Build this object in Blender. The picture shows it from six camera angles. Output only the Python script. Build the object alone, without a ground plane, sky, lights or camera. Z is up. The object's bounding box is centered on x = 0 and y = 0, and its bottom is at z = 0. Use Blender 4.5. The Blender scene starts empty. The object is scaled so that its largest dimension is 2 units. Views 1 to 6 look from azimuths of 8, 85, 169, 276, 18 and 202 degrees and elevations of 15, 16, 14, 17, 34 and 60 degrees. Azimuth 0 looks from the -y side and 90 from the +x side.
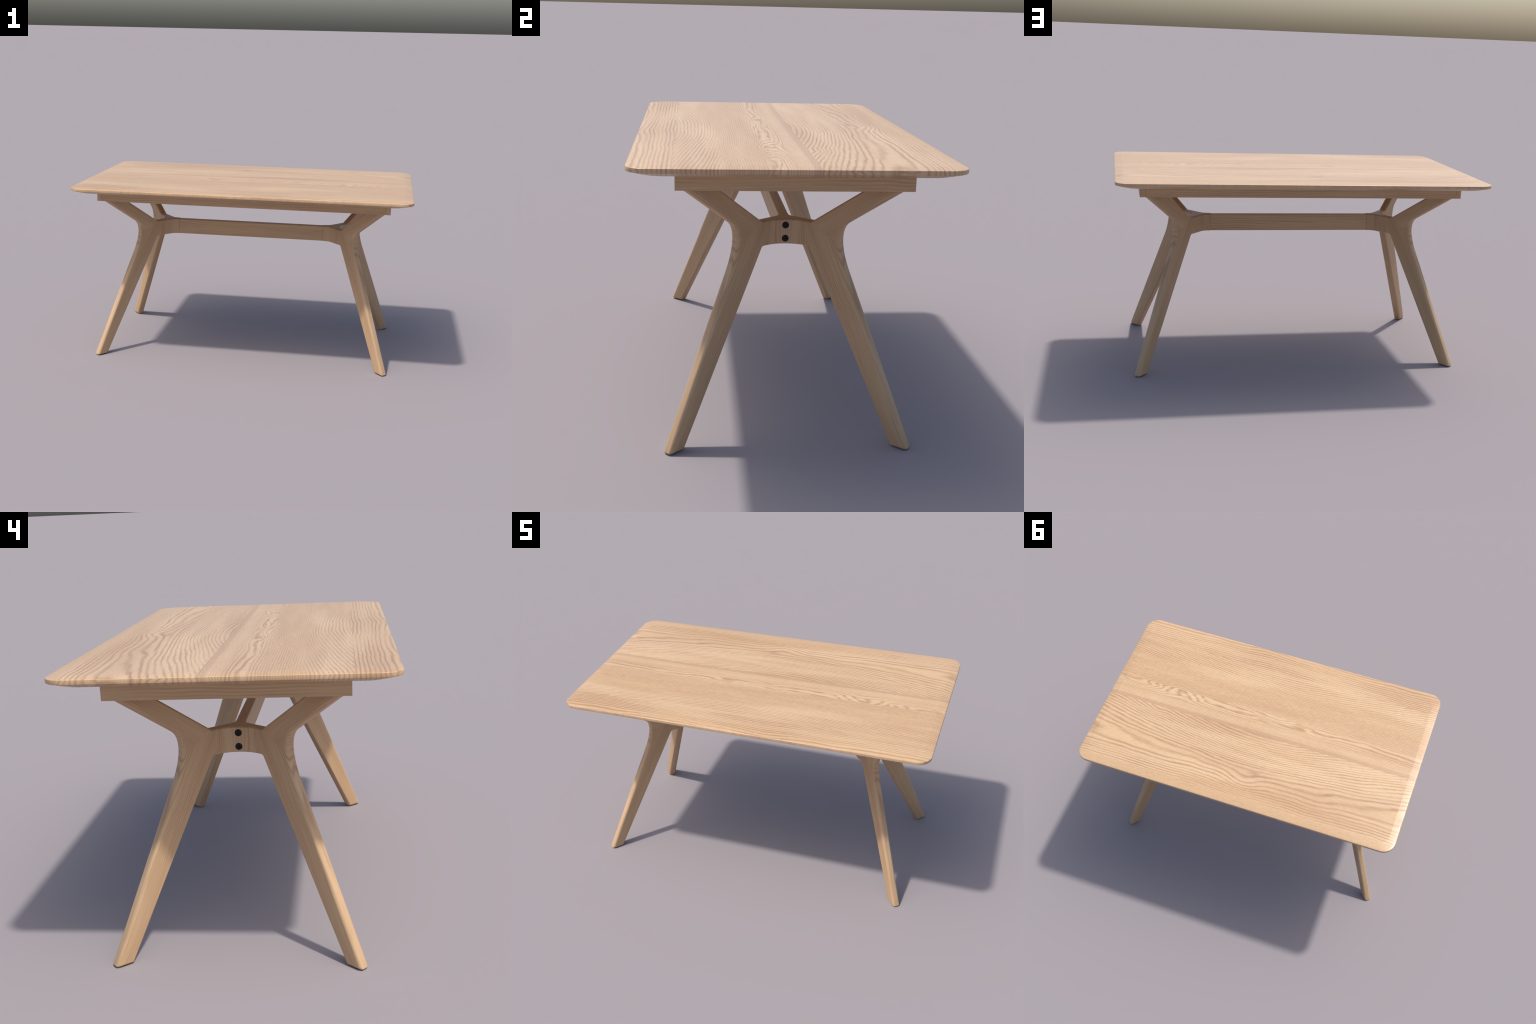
"""Dining table in pale ash: a round-cornered bevelled top on a shallow apron,
carried by four bent "<"-shaped legs that meet in pairs at a Y-shaped yoke,
the two yokes tied by a flat stretcher."""
import bpy, bmesh, math
from mathutils import Vector, Matrix

# ------------------------------------------------------------------ sizes (m)
HALF_X, HALF_Y = 1.0, 0.572          # table top
CORNER_R = 0.073
RIM_TOP, RIM_BOTTOM = 1.0690, 1.0525  # vertical edge of the top
BAND = 0.044                          # width of the eased border on top
UNDER_IN, UNDER_Z = 0.046, 1.0365     # underside bevel
APRON_X, APRON_Y = 0.8735, 0.4125
APRON_Z0, APRON_Z1 = 0.972, 1.037
APRON_END = 0.028                     # thickness of the end rails
APRON_SIDE = 0.020
LEG_ANGLE = math.radians(49.3)        # plan direction of each leg plane
N_IN, N_OUT = 0.3625, 0.4045           # the two cheeks of a leg
STUB = 0.442                          # where the leg's stub meets the yoke
YOKE_Z0, YOKE_Z1 = 0.7035, 0.8025
BEAM_Z0, BEAM_Z1, BEAM_Y = 0.7058, 0.7995, 0.020
BEAM_X = 0.4630
EDGE_R = 0.0130                       # rounding of the leg's outer edges
INNER = 0.58                          # inner edges are eased by this share of it
GROW = 0.0045                         # sharp outline stands this far outside the rounded silhouette
C, S = math.cos(LEG_ANGLE), math.sin(LEG_ANGLE)


# ------------------------------------------------------------------ node kit
class Kit:
    """Short-hand for wiring shader nodes."""

    def __init__(self, name):
        self.mat = bpy.data.materials.new(name)
        self.mat.use_nodes = True
        self.t = self.mat.node_tree
        self.t.nodes.clear()
        self.out = self.t.nodes.new("ShaderNodeOutputMaterial")
        self.bsdf = self.t.nodes.new("ShaderNodeBsdfPrincipled")
        self.t.links.new(self.bsdf.outputs[0], self.out.inputs[0])

    def put(self, socket, v):
        if isinstance(v, bpy.types.NodeSocket):
            self.t.links.new(v, socket)
        elif isinstance(v, (tuple, list)) and socket.type == "RGBA" and len(v) == 3:
            socket.default_value = (*v, 1)
        else:
            socket.default_value = v

    def m(self, op, a, b=0.0, c=0.0, clamp=False):
        n = self.t.nodes.new("ShaderNodeMath")
        n.operation = op
        n.use_clamp = clamp
        for i, v in enumerate((a, b, c)):
            self.put(n.inputs[i], v)
        return n.outputs[0]

    def add(self, a, b): return self.m("ADD", a, b)
    def sub(self, a, b): return self.m("SUBTRACT", a, b)
    def mul(self, a, b): return self.m("MULTIPLY", a, b)

    def coords(self):
        n = self.t.nodes.new("ShaderNodeTexCoord")
        s = self.t.nodes.new("ShaderNodeSeparateXYZ")
        self.t.links.new(n.outputs["Object"], s.inputs[0])
        return s.outputs

    def vec(self, x, y, z=0.0):
        n = self.t.nodes.new("ShaderNodeCombineXYZ")
        for i, v in enumerate((x, y, z)):
            self.put(n.inputs[i], v)
        return n.outputs[0]

    def noise(self, v, scale=1.0, detail=2.0, rough=0.5, dist=0.0):
        n = self.t.nodes.new("ShaderNodeTexNoise")
        self.put(n.inputs["Vector"], v)
        n.inputs["Scale"].default_value = scale
        n.inputs["Detail"].default_value = detail
        n.inputs["Roughness"].default_value = rough
        n.inputs["Distortion"].default_value = dist
        return n.outputs[0]

    def step(self, v, a, b, lo=0.0, hi=1.0, kind="SMOOTHSTEP"):
        n = self.t.nodes.new("ShaderNodeMapRange")
        n.interpolation_type = kind
        n.clamp = True if kind == "LINEAR" else n.clamp
        for i, x in enumerate((v, a, b, lo, hi)):
            self.put(n.inputs[i], x)
        return n.outputs[0]

    def bump_at(self, v, centre, width):
        """exp(-((v-centre)/width)^2)"""
        d = self.m("DIVIDE", self.sub(v, centre), width)
        return self.m("POWER", math.e, self.mul(self.mul(d, d), -1.0))

    def curve(self, v, pts, x0, x1, y0, y1):
        n = self.t.nodes.new("ShaderNodeFloatCurve")
        cm = n.mapping
        cu = cm.curves[0]
        norm = [((x - x0) / (x1 - x0), (y - y0) / (y1 - y0)) for x, y in pts]
        cu.points[0].location = norm[0]
        cu.points[1].location = norm[-1]
        for p in norm[1:-1]:
            cu.points.new(*p)
        for p in cu.points:
            p.handle_type = "VECTOR"
        cm.update()
        self.put(n.inputs["Value"], self.step(v, x0, x1, kind="LINEAR"))
        return self.add(self.mul(n.outputs[0], y1 - y0), y0)

    def mix(self, f, a, b, kind="MIX"):
        n = self.t.nodes.new("ShaderNodeMix")
        n.data_type = "RGBA"
        n.blend_type = kind
        n.clamp_factor = True
        self.put(n.inputs[0], f)
        self.put(n.inputs[6], a)
        self.put(n.inputs[7], b)
        return n.outputs[2]

    def bump(self, h, strength, dist):
        n = self.t.nodes.new("ShaderNodeBump")
        n.inputs["Strength"].default_value = strength
        n.inputs["Distance"].default_value = dist
        self.put(n.inputs["Height"], h)
        self.t.links.new(n.outputs[0], self.bsdf.inputs["Normal"])


PALE = (0.606, 0.419, 0.251)
RING = (0.362, 0.208, 0.102)
ROSY = (0.375, 0.222, 0.132)
HONEY = (0.512, 0.326, 0.180)


def ring_line(k, phase, sharp=2.2):
    """0..1 dark latewood lines from a growth-ring phase."""
    c = k.m("COSINE", k.mul(phase, 2 * math.pi))
    return k.m("POWER", k.add(k.mul(c, 0.5), 0.5), sharp)


def finish_wood(k, col, rough=0.35, spec=0.5):
    k.put(k.bsdf.inputs["Base Color"], col)
    k.bsdf.inputs["Roughness"].default_value = rough
    k.bsdf.inputs["Specular IOR Level"].default_value = spec
    return k.mat


def tabletop_wood():
    k = Kit("ash_top_wood")
    x, y, z = k.coords()
    # slow drift of the growth rings, and small waviness of every line
    drift = k.sub(k.noise(k.vec(k.mul(x, 1.3), k.mul(y, 4.5), 3.1), 1.0, 1.5), 0.5)
    wave = k.sub(k.noise(k.vec(k.mul(x, 2.6), k.mul(y, 13.0), 7.7), 1.0, 2.0), 0.5)
    wig = k.sub(k.noise(k.vec(k.mul(x, 9.0), k.mul(y, 70.0), 1.2), 1.0, 1.0), 0.5)

    # ring count across the width: integral of 1/spacing, strip by strip
    strips = [(-0.58, 0.024), (-0.525, 0.0150), (-0.42, 0.0140), (-0.385, 0.0150),
              (-0.300, 0.0118), (-0.255, 0.0088), (-0.170, 0.0092), (-0.115, 0.0125),
              (-0.090, 0.0260), (-0.040, 0.0130), (-0.015, 0.0092), (0.067, 0.0200),
              (0.110, 0.0140), (0.220, 0.0135), (0.290, 0.0200), (0.325, 0.0300),
              (0.380, 0.0230), (0.440, 0.0165), (0.58, 0.0150)]
    pts, n = [(strips[0][0], 0.0)], 0.0
    for (a, sp), (b, _) in zip(strips, strips[1:]):
        n += (b - a) / sp
        pts.append((b, n))
    phase = k.curve(y, pts, -0.58, 0.58, 0.0, n)

    in2 = k.mul(k.step(y, -0.4205, -0.4195), k.step(y, -0.2545, -0.2555))
    in4 = k.step(y, 0.0665, 0.0675)
    fade4 = k.step(y, 0.46, 0.08)
    # arcs closing on the joint at y = -0.42 and on the joint at y = 0.067
    dx = k.sub(x, 0.08)
    bow = lambda t: k.sub(k.m("SQRT", k.add(k.mul(t, t), 0.09)), 0.30)
    arc2 = k.mul(k.mul(bow(dx), 11.5), in2)
    dx4 = k.sub(x, 0.02)
    arc4 = k.mul(k.mul(bow(dx4), 14.0), k.mul(in4, fade4))
    phase = k.add(phase, k.add(arc2, arc4))
    # pins and swirls along y = -0.065
    chain = k.bump_at(k.add(y, k.mul(drift, 0.05)), -0.066, 0.035)
    swirl = k.sub(k.noise(k.vec(k.mul(x, 2.7), k.mul(y, 13.0), 5.3), 1.0, 2.2), 0.5)
    swell = k.bump_at(x, 0.58, 0.13)
    calm = k.step(x, -0.35, -0.55)
    chain_on = k.mul(chain, k.sub(1.0, k.mul(calm, 0.75)))
    phase = k.add(phase, k.mul(chain_on, k.mul(swirl, 8.0)))
    eye1 = k.mul(swell, k.bump_at(y, -0.10, 0.075))
    phase = k.add(phase, k.mul(eye1, 3.2))
    # small knot near (-0.07, 0.33), rings swing round it
    kn = k.mul(k.bump_at(x, -0.03, 0.10), k.bump_at(y, 0.405, 0.065))
    phase = k.sub(phase, k.mul(kn, 1.7))
    kn2 = k.mul(k.bump_at(x, 0.66, 0.05), k.bump_at(y, 0.115, 0.05))
    phase = k.sub(phase, k.mul(kn2, 0.9))
    # restless lines get more drift outside the quiet quarter-sawn strip
    quiet = k.mul(k.step(y, -0.27, -0.22), k.step(y, -0.07, -0.12))
    amt = k.sub(2.1, k.mul(quiet, 0.8))
    phase = k.add(phase, k.mul(drift, amt))
    jog = k.sub(k.noise(k.vec(k.mul(x, 2.3), k.mul(y, 2.0), 12.4), 1.0, 2.0, 0.5), 0.5)
    phase = k.add(phase, k.mul(jog, 2.4))
    phase = k.add(phase, k.add(k.mul(wave, 0.65), k.mul(wig, 0.30)))

    rim = k.mul(k.step(z, 1.0688, 1.0682), k.step(z, 1.0520, 1.0526))
    lean = k.sub(k.noise(k.vec(k.mul(x, 5.0), k.mul(y, 7.0), 31.0), 1.0, 1.0), 0.5)
    phase = k.add(phase, k.mul(k.mul(rim, k.sub(z, 1.06)), k.mul(lean, 260.0)))

    line = ring_line(k, phase, 2.3)
    # lines come and go, weak in the quarter-sawn strip, none on the far edge
    vary = k.noise(k.vec(k.mul(x, 2.0), k.mul(y, 26.0), 9.0), 1.0, 2.0)
    gain = k.step(vary, 0.30, 0.66, 0.48, 1.12)
    tide = k.noise(k.vec(k.mul(x, 1.1), k.mul(y, 5.0), 21.0), 1.0, 2.0)
    gain = k.mul(gain, k.step(tide, 0.32, 0.62, 0.78, 1.12))
    gain = k.mul(gain, k.sub(1.0, k.mul(quiet, 0.22)))
    front = k.mul(k.step(y, -0.015, 0.005), k.step(y, 0.067, 0.055))
    gain = k.mul(gain, k.sub(1.0, k.mul(front, 0.45)))
    edge = k.step(k.add(y, k.mul(wave, 0.010)), 0.508, 0.525)
    gain = k.mul(gain, k.sub(1.0, k.mul(edge, 0.92)))
    # the wrapped edges: calmer on the short ends, plain streaks on the long sides
    long_side = k.mul(rim, k.step(k.m("ABSOLUTE", y), 0.5700, 0.5712))
    gain = k.mul(gain, k.mul(k.sub(1.0, k.mul(rim, 0.05)), k.sub(1.0, long_side)))
    line = k.mul(line, gain)
    streak = k.noise(k.vec(k.mul(x, 3.0), k.mul(z, 330.0), 3.0), 1.0, 2.0)
    line = k.add(line, k.mul(long_side, k.step(streak, 0.45, 0.75, 0.0, 0.5)))

    fibre = k.sub(k.noise(k.vec(k.mul(x, 9.0), k.mul(y, 230.0), 2.0), 1.0, 3.0, 0.6), 0.5)
    pore = k.step(k.noise(k.vec(k.mul(x, 42.0), k.mul(y, 430.0), 4.0), 1.0, 1.0), 0.50, 0.74)
    fleck = k.sub(k.noise(k.vec(k.mul(x, 30.0), k.mul(y, 190.0), 14.0), 1.0, 1.0), 0.5)
    cloud = k.noise(k.vec(k.mul(x, 0.9), k.mul(y, 7.0), 6.0), 1.0, 2.0)

    hue = k.noise(k.vec(k.mul(x, 1.6), k.mul(y, 40.0), 8.0), 1.0, 1.0)
    ringcol = k.mix(k.step(hue, 0.42, 0.66), RING, ROSY)
    base = k.mix(k.step(cloud, 0.35, 0.75), PALE, HONEY)
    base = k.mix(k.mul(quiet, 0.55), base, HONEY)
    base = k.mix(k.mul(k.step(y, -0.41, -0.43), 0.30), base, HONEY)
    base = k.mix(k.mul(k.step(tide, 0.42, 0.62), 0.16), base, ROSY)
    base = k.mix(k.mul(edge, 0.55), base, HONEY)
    base = k.mix(k.mul(chain, 0.45), base, (0.645, 0.462, 0.290))
    # dark strip just before the joint
    dark = k.mul(k.step(y, 0.036, 0.048), k.step(y, 0.0672, 0.0668))
    base = k.mix(k.mul(dark, 0.45), base, ROSY)
    # filled knots
    spot = k.mul(k.bump_at(x, -0.075, 0.045), k.bump_at(y, 0.332, 0.013))
    pins = k.mul(k.mul(chain, k.step(swirl, 0.06, 0.20)), k.step(x, -0.5, -0.3))
    col = k.mix(k.mul(line, 0.84), base, ringcol)
    col = k.mix(k.mul(pins, 0.45), col, RING)
    col = k.mix(k.mul(spot, 0.75), col, ROSY)
    # joint lines
    joint = k.bump_at(y, 0.0671, 0.0012)
    col = k.mix(k.mul(joint, 0.35), col, ROSY)
    shade = k.add(1.03, k.add(k.mul(fibre, 0.30), k.add(k.mul(pore, -0.14), k.mul(fleck, k.add(0.26, k.mul(quiet, 0.14))))))
    col = k.mix(1.0, col, k.vec(shade, shade, shade), "MULTIPLY")
    return finish_wood(k, col)


def plain_wood(name, axis, cross, spacing=0.011, tint=0.0, seed=0.0, curl=0.0, angle=0.0,
               mid=None, flank=0.0):
    """Straight-grained wood running along object axis `axis` (0,1,2);
    `angle` turns the grain direction within the (axis, cross) plane."""
    k = Kit(name)
    co = k.coords()
    other = 3 - axis - cross
    a, b, c = co[axis], co[cross], co[other]
    if angle:
        ca, sa = math.cos(angle), math.sin(angle)
        a, b = (k.add(k.mul(a, ca), k.mul(b, sa)), k.sub(k.mul(b, ca), k.mul(a, sa)))
    drift = k.sub(k.noise(k.vec(k.mul(a, 2.2), k.mul(b, 9.0), k.add(k.mul(c, 9.0), seed)), 1.0, 2.0), 0.5)
    wig = k.sub(k.noise(k.vec(k.mul(a, 14.0), k.mul(b, 60.0), k.add(k.mul(c, 60.0), seed)), 1.0, 1.0), 0.5)
    if mid is None:
        r = k.add(b, k.mul(c, 0.55))
    else:                                   # ring surfaces wrap round the mid plane
        off = k.sub(c, mid)
        r = k.add(b, k.mul(k.mul(off, off), 15.0))
    if flank:                               # grain leans over on the inner flanks
        r = k.add(r, k.mul(k.mul(k.step(c, 0.565, 0.48), co[axis]), flank))
    phase = k.add(k.m("DIVIDE", r, spacing), k.add(k.mul(drift, 3.4 + curl), k.mul(wig, 0.35)))
    line = ring_line(k, phase, 2.0)
    vary = k.noise(k.vec(k.mul(a, 1.6), k.mul(b, 32.0), k.add(k.mul(c, 32.0), seed + 4)), 1.0, 1.5)
    line = k.mul(line, k.step(vary, 0.36, 0.70, 0.10, 0.95))
    fibre = k.sub(k.noise(k.vec(k.mul(a, 8.0), k.mul(b, 240.0), k.add(k.mul(c, 240.0), seed)), 1.0, 3.0, 0.6), 0.5)
    cloud = k.noise(k.vec(k.mul(a, 1.2), k.mul(b, 16.0), k.add(k.mul(c, 16.0), seed + 2)), 1.0, 2.0)
    base = k.mix(k.step(cloud, 0.34, 0.70), PALE, HONEY)
    base = k.mix(tint, base, HONEY)
    col = k.mix(k.mul(line, 0.74), base, k.mix(k.step(cloud, 0.4, 0.6), RING, ROSY))
    shade = k.add(0.97, k.mul(fibre, 0.36))
    col = k.mix(1.0, col, k.vec(shade, shade, shade), "MULTIPLY")
    return finish_wood(k, col, 0.45, 0.42)


def black_metal():
    k = Kit("blackened_steel")
    x, y, z = k.coords()
    n = k.noise(k.vec(x, y, z), 160.0, 2.0)
    col = k.mix(k.step(n, 0.3, 0.7), (0.006, 0.006, 0.007), (0.013, 0.013, 0.014))
    k.put(k.bsdf.inputs["Base Color"], col)
    k.bsdf.inputs["Roughness"].default_value = 0.55
    k.bsdf.inputs["Specular IOR Level"].default_value = 0.25
    return k.mat


# ------------------------------------------------------------------ mesh kit
ROOT = bpy.data.objects.new("dining_table", None)
bpy.context.scene.collection.objects.link(ROOT)
ROOT["label"] = "pale ash dining table with bent splayed legs"
ROOT["category"] = "dining table"


def obj(name, mesh, mat, parent=ROOT):
    o = bpy.data.objects.new(name, mesh)
    bpy.context.scene.collection.objects.link(o)
    if mat and not mesh.materials:
        mesh.materials.append(mat)
    o.parent = parent
    return o


def weighted_normals(bm, skip=lambda f: False):
    """Area-weighted vertex normals: large flat faces stay flat, roundings blend."""
    bm.normal_update()
    out = []
    for v in bm.verts:
        n = Vector()
        for f in v.link_faces:
            if skip(f):
                continue
            n += f.normal * (f.calc_area() ** 1.5)
        out.append(n.normalized() if n.length > 0 else Vector((0, 0, 1)))
    return out


def to_mesh(bm, name, normals=None):
    me = bpy.data.meshes.new(name)
    for f in bm.faces:
        f.smooth = True
    bm.to_mesh(me)
    if normals:
        me.normals_split_custom_set_from_vertices([tuple(n) for n in normals])
    return me


def box_mesh(name, lo, hi, bevel=0.0012):
    bm = bmesh.new()
    bmesh.ops.create_cube(bm, size=1.0)
    for v in bm.verts:
        v.co = Vector([lo[i] + (v.co[i] + 0.5) * (hi[i] - lo[i]) for i in range(3)])
    if bevel:
        bmesh.ops.bevel(bm, geom=bm.edges[:], offset=bevel, segments=3, profile=0.5, affect="EDGES")
    me = to_mesh(bm, name, weighted_normals(bm))
    bm.free()
    return me


# ------------------------------------------------------------------ table top
def rounded_rect(inset, z, seg=14):
    r = CORNER_R - 0.08 * inset
    hx, hy = HALF_X - inset, HALF_Y - inset
    pts = []
    for cx, cy, a0 in ((1, 1, 0), (-1, 1, 90), (-1, -1, 180), (1, -1, 270)):
        for i in range(seg + 1):
            a = math.radians(a0 + 90 * i / seg)
            pts.append(Vector((cx * (hx - r) + r * math.cos(a), cy * (hy - r) + r * math.sin(a), z)))
    return pts


def build_top():
    bm = bmesh.new()
    rings = []
    s0, s1 = math.tan(math.radians(5.0)), math.tan(math.radians(9.0))
    lip = 0.0016
    run = BAND - lip
    drop = lambda t: s0 * t + (s1 - s0) * t * t / (2 * run)
    top = RIM_TOP + drop(run)
    for i in range(6):
        t = run * i / 5
        rings.append((BAND - t, top - drop(t)))
    for a in (30, 60, 90):
        a = math.radians(a)
        rings.append((lip * (1 - math.sin(a)), RIM_TOP - lip * (1 - math.cos(a)) - 0.0002))
    low = 0.002
    for a in (0, 30, 60, 80):
        a = math.radians(a)
        rings.append((low * (1 - math.cos(a)), RIM_BOTTOM + low * (1 - math.sin(a))))
    rings.append((UNDER_IN * 0.5, RIM_BOTTOM + (UNDER_Z - RIM_BOTTOM) * 0.5))
    rings.append((UNDER_IN, UNDER_Z))
    loops = [[bm.verts.new(p) for p in rounded_rect(i, z)] for i, z in rings]
    n = len(loops[0])
    for la, lb in zip(loops, loops[1:]):
        for i in range(n):
            bm.faces.new((la[i], lb[i], lb[(i + 1) % n], la[(i + 1) % n]))
    bm.faces.new(loops[0])
    bm.faces.new(list(reversed(loops[-1])))
    bmesh.ops.recalc_face_normals(bm, faces=bm.faces[:])
    for e in bm.edges:
        for lp in (loops[0], loops[-1]):
            s = set(lp)
            if e.verts[0] in s and e.verts[1] in s and any(len(f.verts) > 4 for f in e.link_faces):
                e.smooth = False
    me = to_mesh(bm, "tabletop")
    bm.free()
    return me


# ------------------------------------------------------------------ legs
def bezier(p0, p1, p2, p3, n):
    p0, p1, p2, p3 = (Vector(p) for p in (p0, p1, p2, p3))
    return [(1 - t) ** 3 * p0 + 3 * (1 - t) ** 2 * t * p1 + 3 * (1 - t) * t * t * p2 + t ** 3 * p3
            for t in (i / n for i in range(n + 1))]


def fillet(prev, corner, nxt, r, n=6):
    """Round a corner of a 2-D outline."""
    prev, corner, nxt = Vector(prev), Vector(corner), Vector(nxt)
    u, w = (prev - corner).normalized(), (nxt - corner).normalized()
    half = u.angle(w) / 2
    t = r / math.tan(half)
    cen = corner + (u + w).normalized() * (r / math.sin(half))
    a, b = corner + u * t - cen, corner + w * t - cen
    ang = a.angle(b)
    return [cen + (a * math.sin((1 - i / n) * ang) + b * math.sin(i / n * ang)) / math.sin(ang)
            for i in range(n + 1)]


ARM_LOW = lambda z: 0.7293 + 1.452 * (z - 0.9)     # straight edges, s as a function of z
ARM_UP = lambda z: 0.6135 + 1.457 * (z - 0.9)
LEG_OUT = lambda z: 0.7763 - 0.4745 * (z - 0.3)
LEG_IN = lambda z: 0.4739 - 0.5527 * (z - 0.69)
ARM_END = 1.030


def leg_outline():
    """Closed outline in the leg plane, (s, z), counter-clockwise."""
    z_hi, z_lo = YOKE_Z1 - GROW * INNER, YOKE_Z0 + GROW * INNER
    up0, up1 = (ARM_UP(ARM_END), ARM_END), (ARM_UP(z_hi), z_hi)
    low = (ARM_LOW(0.972), 0.972)
    end = (max(low[0], up0[0] + 0.02), ARM_END)
    foot_o, foot_i = (LEG_OUT(0.0), 0.0), (LEG_IN(0.0), 0.0)
    in_top = (LEG_IN(z_lo), z_lo)
    pts = []
    pts += [(STUB, z_hi)]
    pts += [(STUB, z_lo)]
    pts += fillet((STUB, z_lo), in_top, foot_i, 0.0165)
    pts += [foot_i]
    pts += [foot_o]
    z0, z3 = 0.8225, 0.630
    k0, k3 = (ARM_LOW(z0), z0), (LEG_OUT(z3), z3)
    da, dl = Vector((-1.452, -1)).normalized(), Vector((-0.4745, 1)).normalized()
    knee = bezier(k3, Vector(k3) + dl * 0.10, Vector(k0) + da * 0.05, k0, 22)
    pts += knee
    pts += [low, end, up0]
    pts += fillet(up0, up1, (STUB, z_hi), 0.005, 4)
    pts = [Vector(p) for p in pts]
    return [Vector((p[0], p[1])) for p in pts]


def offset_outline(pts, d, scale):
    """Shift a counter-clockwise outline inward by d; `scale` maps an edge to its own share of d."""
    n = len(pts)
    nrm = []
    for i in range(n):
        e = pts[(i + 1) % n] - pts[i]
        nrm.append(Vector((-e.y, e.x)).normalized())
    out = []
    for i in range(n):
        n0, n1 = nrm[i - 1], nrm[i]
        d0 = scale((i - 1) % n, d)
        d1 = scale(i, d)
        det = n0.x * n1.y - n0.y * n1.x
        if abs(det) < 1e-5:
            out.append(pts[i] + n1 * d1)
        else:
            out.append(pts[i] + Vector(((d0 * n1.y - d1 * n0.y) / det, (n0.x * d1 - n1.x * d0) / det)))
    return out


def round_slab(shape, lo, hi, r, place, grow=0.0, seg=7, depth=None):
    """Slab between two parallel planes with quarter-round edges.  shape(d) is the
    outline shrunk by d, place(p, h) puts an outline point at height h into 3-D.
    """
    levels = []
    depth = depth or r                  # extent of the rounding along the slab's normal
    for i in range(seg + 1):
        a = math.pi / 2 * i / seg
        levels.append((r * (1 - math.sin(a)) - grow, lo + depth * (1 - math.cos(a))))
    levels += [(d, lo + hi - h) for d, h in reversed(levels)]
    bm = bmesh.new()
    loops = [[bm.verts.new(place(p, h)) for p in shape(d)] for d, h in levels]
    n = len(loops[0])
    for la, lb in zip(loops, loops[1:]):
        for i in range(n):
            j = (i + 1) % n
            bm.faces.new((la[i], la[j], lb[j], lb[i]))
    bm.faces.new(list(reversed(loops[0])))
    bm.faces.new(loops[-1])
    bmesh.ops.recalc_face_normals(bm, faces=bm.faces[:])
    return bm


def build_leg():
    """One bent leg (leg + brace arm) in its own plane: local x = outward s,
    local y = -n, z up.  Returned as two meshes cut along the glue joint."""
    base = leg_outline()
    k_in = min(range(len(base)), key=lambda i: (base[i].y, base[i].x))   # inner foot corner
    k_out = k_in + 1
    k_up = max(range(len(base)), key=lambda i: (base[i].y, -base[i].x))  # top inner end of the arm

    def share(i, d):
        if i == 0:
            return 0.0                        # stub end stays put, the yoke butts on it
        if i == k_in:
            return 0.62 * (d + GROW)          # the sole is only lightly eased
        return d * INNER if i < k_in or i >= k_up else d

    def shape(d):
        o = offset_outline(base, d, share)
        return o[:k_out] + fillet(o[k_in], o[k_out], o[k_out + 1], 0.0045, 4) + o[k_out + 1:]

    bm = round_slab(shape, -N_OUT, -N_IN, EDGE_R, lambda p, h: (p.x, h, p.y), GROW)
    # glue joint between arm and leg: level across the knee, then slanting inward
    z_j, s_j, slope = 0.7545, 0.545, -0.70
    for co, no in (((0, 0, z_j), (0, 0, 1)), ((s_j, 0, z_j), (-slope, 0, 1))):
        bmesh.ops.bisect_plane(bm, geom=bm.verts[:] + bm.edges[:] + bm.faces[:],
                               plane_co=co, plane_no=no, dist=1e-6)
    bm.faces.ensure_lookup_table()
    arm = []
    for f in bm.faces:
        c = f.calc_center_median()
        if c.z > z_j and c.z > z_j + slope * (c.x - s_j):
            arm.append(f.index)
    nor = weighted_normals(bm, lambda f: abs(f.normal.x) > 0.999)
    bm.verts.index_update()
    arm = set(arm)
    res = []
    for name, want in (("leg", False), ("brace_arm", True)):
        vmap, co, faces, nn = {}, [], [], []
        for f in bm.faces:
            if (f.index in arm) != want:
                continue
            idx = []
            for v in f.verts:
                if v.index not in vmap:
                    vmap[v.index] = len(co)
                    co.append(tuple(v.co))
                    nn.append(tuple(nor[v.index]))
                idx.append(vmap[v.index])
            faces.append(idx)
        me = bpy.data.meshes.new(name)
        me.from_pydata(co, [], faces)
        me.polygons.foreach_set("use_smooth", [True] * len(faces))
        me.normals_split_custom_set_from_vertices(nn)
        res.append(me)
    bm.free()
    return res


# ------------------------------------------------------------------ yoke
def plan(s, n):
    return Vector((s * C + n * S, s * S - n * C))


def yoke_outline():
    """Half (y >= 0) outline pieces of the yoke in plan for the +x end."""
    # inner flank: from the leg's inner cheek into the side of the stretcher
    hy = BEAM_Y + 0.0012
    p_stub = plan(STUB, N_IN)
    t = (p_stub.y - hy) / S
    corner = p_stub - Vector((C, S)) * t
    inner = [p_stub] + fillet(p_stub, corner, (BEAM_X, hy), 0.050, 8) + [Vector((BEAM_X, hy))]
    # outer flank: concave arc facing the table end
    q = plan(STUB, N_OUT)
    x_v = q.x - q.y * C / S
    r = (q.y / S) * math.tan(LEG_ANGLE)
    cx = x_v + r / math.sin(LEG_ANGLE)
    a1 = math.asin(min(1, q.y / r))
    outer = [Vector((cx - r * math.cos(a1 * i / 10), r * math.sin(a1 * i / 10))) for i in range(11)]
    outer[-1] = q
    return inner, outer


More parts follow.
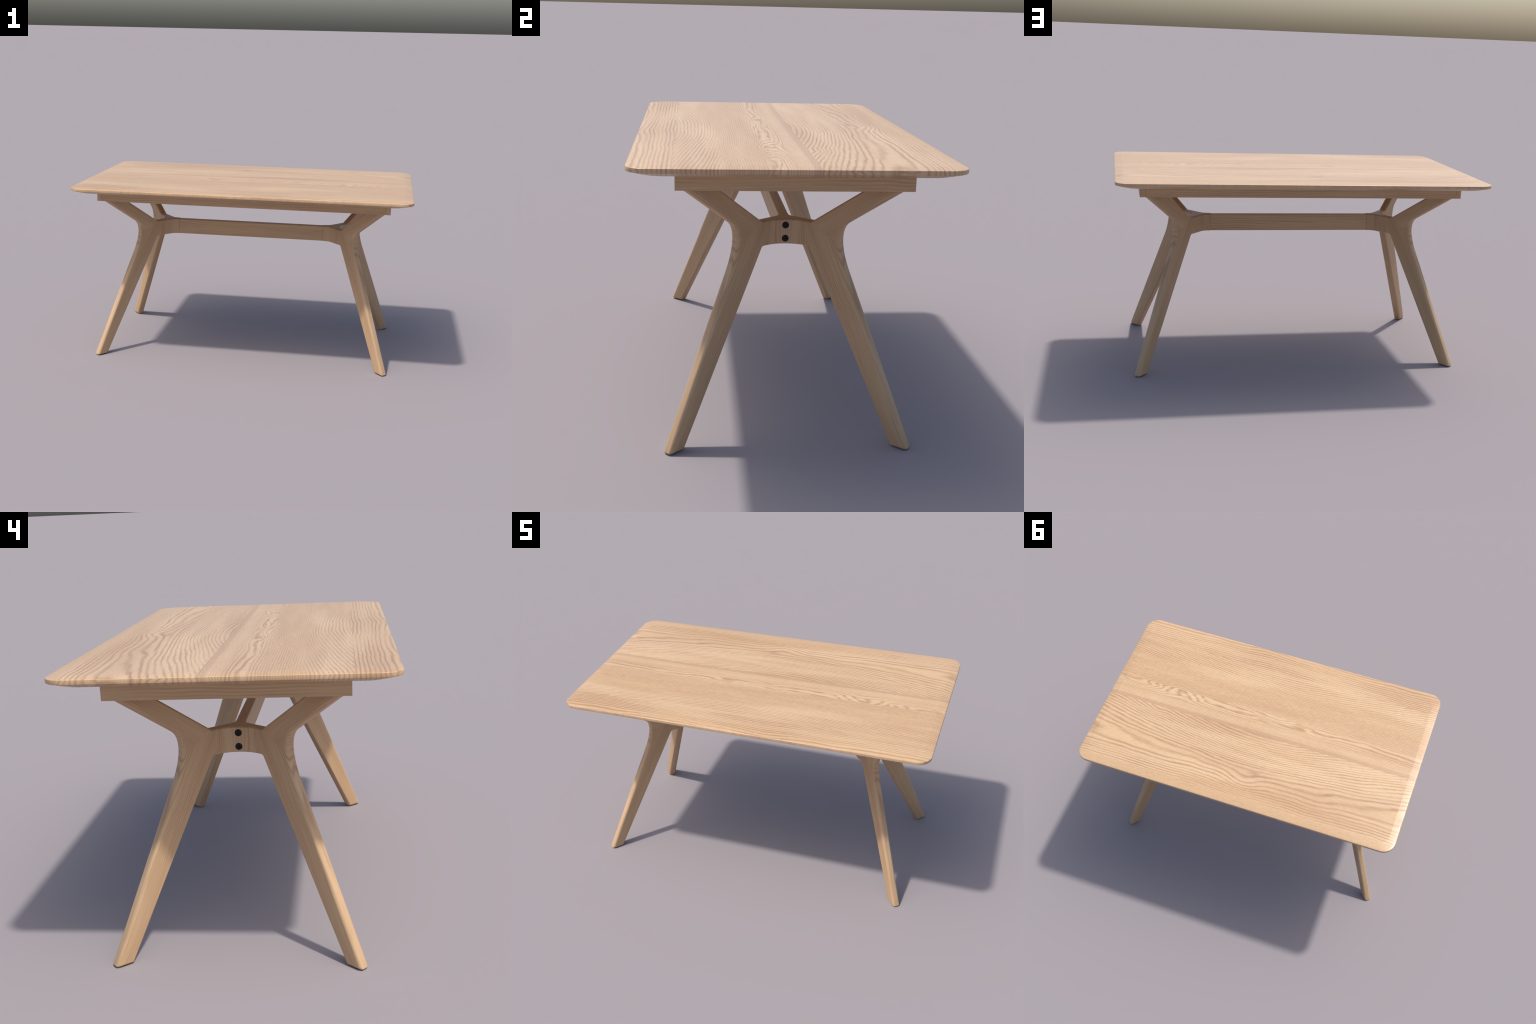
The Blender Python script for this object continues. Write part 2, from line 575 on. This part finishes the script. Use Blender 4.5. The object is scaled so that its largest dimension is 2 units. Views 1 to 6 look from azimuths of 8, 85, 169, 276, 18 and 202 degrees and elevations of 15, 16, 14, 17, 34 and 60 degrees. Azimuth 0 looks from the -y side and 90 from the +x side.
def build_yoke():
    inner, outer = yoke_outline()
    mir = lambda L: [Vector((p.x, -p.y)) for p in L]
    # counter-clockwise: outer arc upward, inner flank to the beam, mirrored back
    chain = mir(outer)[:0:-1] + outer + inner + mir(inner)[::-1]
    n = len(chain)
    no = 2 * len(outer) - 1
    ni = len(inner)
    flat = {no - 1, no + ni - 1, n - 1}          # ends on the legs and on the beam
    bm = round_slab(lambda d: offset_outline(chain, d, lambda i, t: 0.0 if i in flat else t),
                    YOKE_Z0, YOKE_Z1, EDGE_R, lambda p, h: (p.x, p.y, h), depth=EDGE_R * INNER)
    on_leg = lambda f: abs(abs(f.normal.dot(Vector((C, math.copysign(S, f.calc_center_median().y), 0)))) - 1) < 1e-3
    on_beam = lambda f: f.normal.x < -0.999
    me = to_mesh(bm, "yoke", weighted_normals(bm, lambda f: on_leg(f) or on_beam(f)))
    bm.free()
    x_face = outer[0].x
    return me, x_face


# ------------------------------------------------------------------ bolts
def build_bolt():
    """Low domed screw head with a cross recess; axis +x, seated at x = 0."""
    bm = bmesh.new()
    prof = [(0.0130, -0.006), (0.0130, 0.0012), (0.0126, 0.0019), (0.0112, 0.0026),
            (0.0085, 0.0032), (0.0045, 0.0035)]
    seg = 32
    loops = [[bm.verts.new((h, r * math.cos(2 * math.pi * i / seg), r * math.sin(2 * math.pi * i / seg)))
              for i in range(seg)] for r, h in prof]
    for la, lb in zip(loops, loops[1:]):
        for i in range(seg):
            bm.faces.new((la[i], la[(i + 1) % seg], lb[(i + 1) % seg], lb[i]))
    bm.faces.new(loops[-1])
    bm.faces.new(list(reversed(loops[0])))
    bmesh.ops.recalc_face_normals(bm, faces=bm.faces[:])
    me = bpy.data.meshes.new("bolt")
    bm.to_mesh(me)
    bm.free()
    o = bpy.data.objects.new("bolt_blank", me)
    bpy.context.scene.collection.objects.link(o)
    cutters = []
    for hy, hz in ((0.0085, 0.0011), (0.0011, 0.0085)):
        cm = box_mesh("cut", (0.0012, -hy, -hz), (0.01, hy, hz), 0)
        co = bpy.data.objects.new("cut", cm)
        bpy.context.scene.collection.objects.link(co)
        md = o.modifiers.new("cut", "BOOLEAN")
        md.operation, md.object, md.solver = "DIFFERENCE", co, "EXACT"
        cutters.append(co)
    dg = bpy.context.evaluated_depsgraph_get()
    res = bpy.data.meshes.new_from_object(o.evaluated_get(dg))
    res.name = "bolt"
    for x in cutters + [o]:
        bpy.data.objects.remove(x)
    return res


# ------------------------------------------------------------------ assemble
top_mat = tabletop_wood()
obj("tabletop", build_top(), top_mat)

rail_x = plain_wood("ash_rail_wood", 0, 2, 0.0125, 0.35, 11.0)
rail_y = plain_wood("ash_end_rail_wood", 1, 2, 0.0125, 0.35, 23.0)
beam_w = plain_wood("ash_stretcher_wood", 0, 2, 0.016, 0.45, 31.0)
leg_w = plain_wood("ash_leg_wood", 2, 0, 0.0090, 0.40, 5.0, 0.0, math.atan(-0.516), -0.3835)
arm_w = plain_wood("ash_arm_wood", 2, 0, 0.0085, 0.40, 17.0, 0.0, math.atan(1.455), -0.3835)
yoke_w = plain_wood("ash_yoke_wood", 2, 1, 0.0105, 0.40, 41.0, 2.0, 0.0, None, 1.1)
black = black_metal()

apron = bpy.data.objects.new("apron", None)
bpy.context.scene.collection.objects.link(apron)
apron.parent = ROOT
gap = 0.0007
side = box_mesh("side_rail", (-(APRON_X - APRON_END - gap), -APRON_SIDE / 2, APRON_Z0),
                (APRON_X - APRON_END - gap, APRON_SIDE / 2, APRON_Z1), 0.0006)
endr = box_mesh("end_rail", (-APRON_END / 2, -APRON_Y, APRON_Z0), (APRON_END / 2, APRON_Y, APRON_Z1), 0.0006)
for s in (-1, 1):
    o = obj("side_rail", side, rail_x, apron)
    o.location.y = s * (APRON_Y - APRON_SIDE / 2 - 0.0003)
    o = obj("end_rail", endr, rail_y, apron)
    o.location.x = s * (APRON_X - APRON_END / 2)

leg_me, arm_me = build_leg()
for sx, sy in ((1, 1), (1, -1), (-1, -1), (-1, 1)):
    rot = Matrix.Rotation(LEG_ANGLE, 4, "Z")
    mtx = Matrix.Diagonal((sx, sy, 1, 1)) @ rot
    lg = obj("leg", leg_me, leg_w)
    lg.matrix_world = mtx
    am = obj("brace_arm", arm_me, arm_w)
    am.matrix_world = mtx

yoke_me, x_face = build_yoke()
bolt_me = build_bolt()
for sx in (1, -1):
    yk = obj("yoke", yoke_me, yoke_w)
    yk.scale.x = sx
    for zc in (0.7785, 0.7268):
        bt = obj("bolt", bolt_me, black, yk)
        bt.location = (x_face + 0.0003, 0, zc)

obj("stretcher", box_mesh("stretcher", (-BEAM_X - 0.0018, -BEAM_Y, BEAM_Z0), (BEAM_X + 0.0018, BEAM_Y, BEAM_Z1), 0.0045), beam_w)
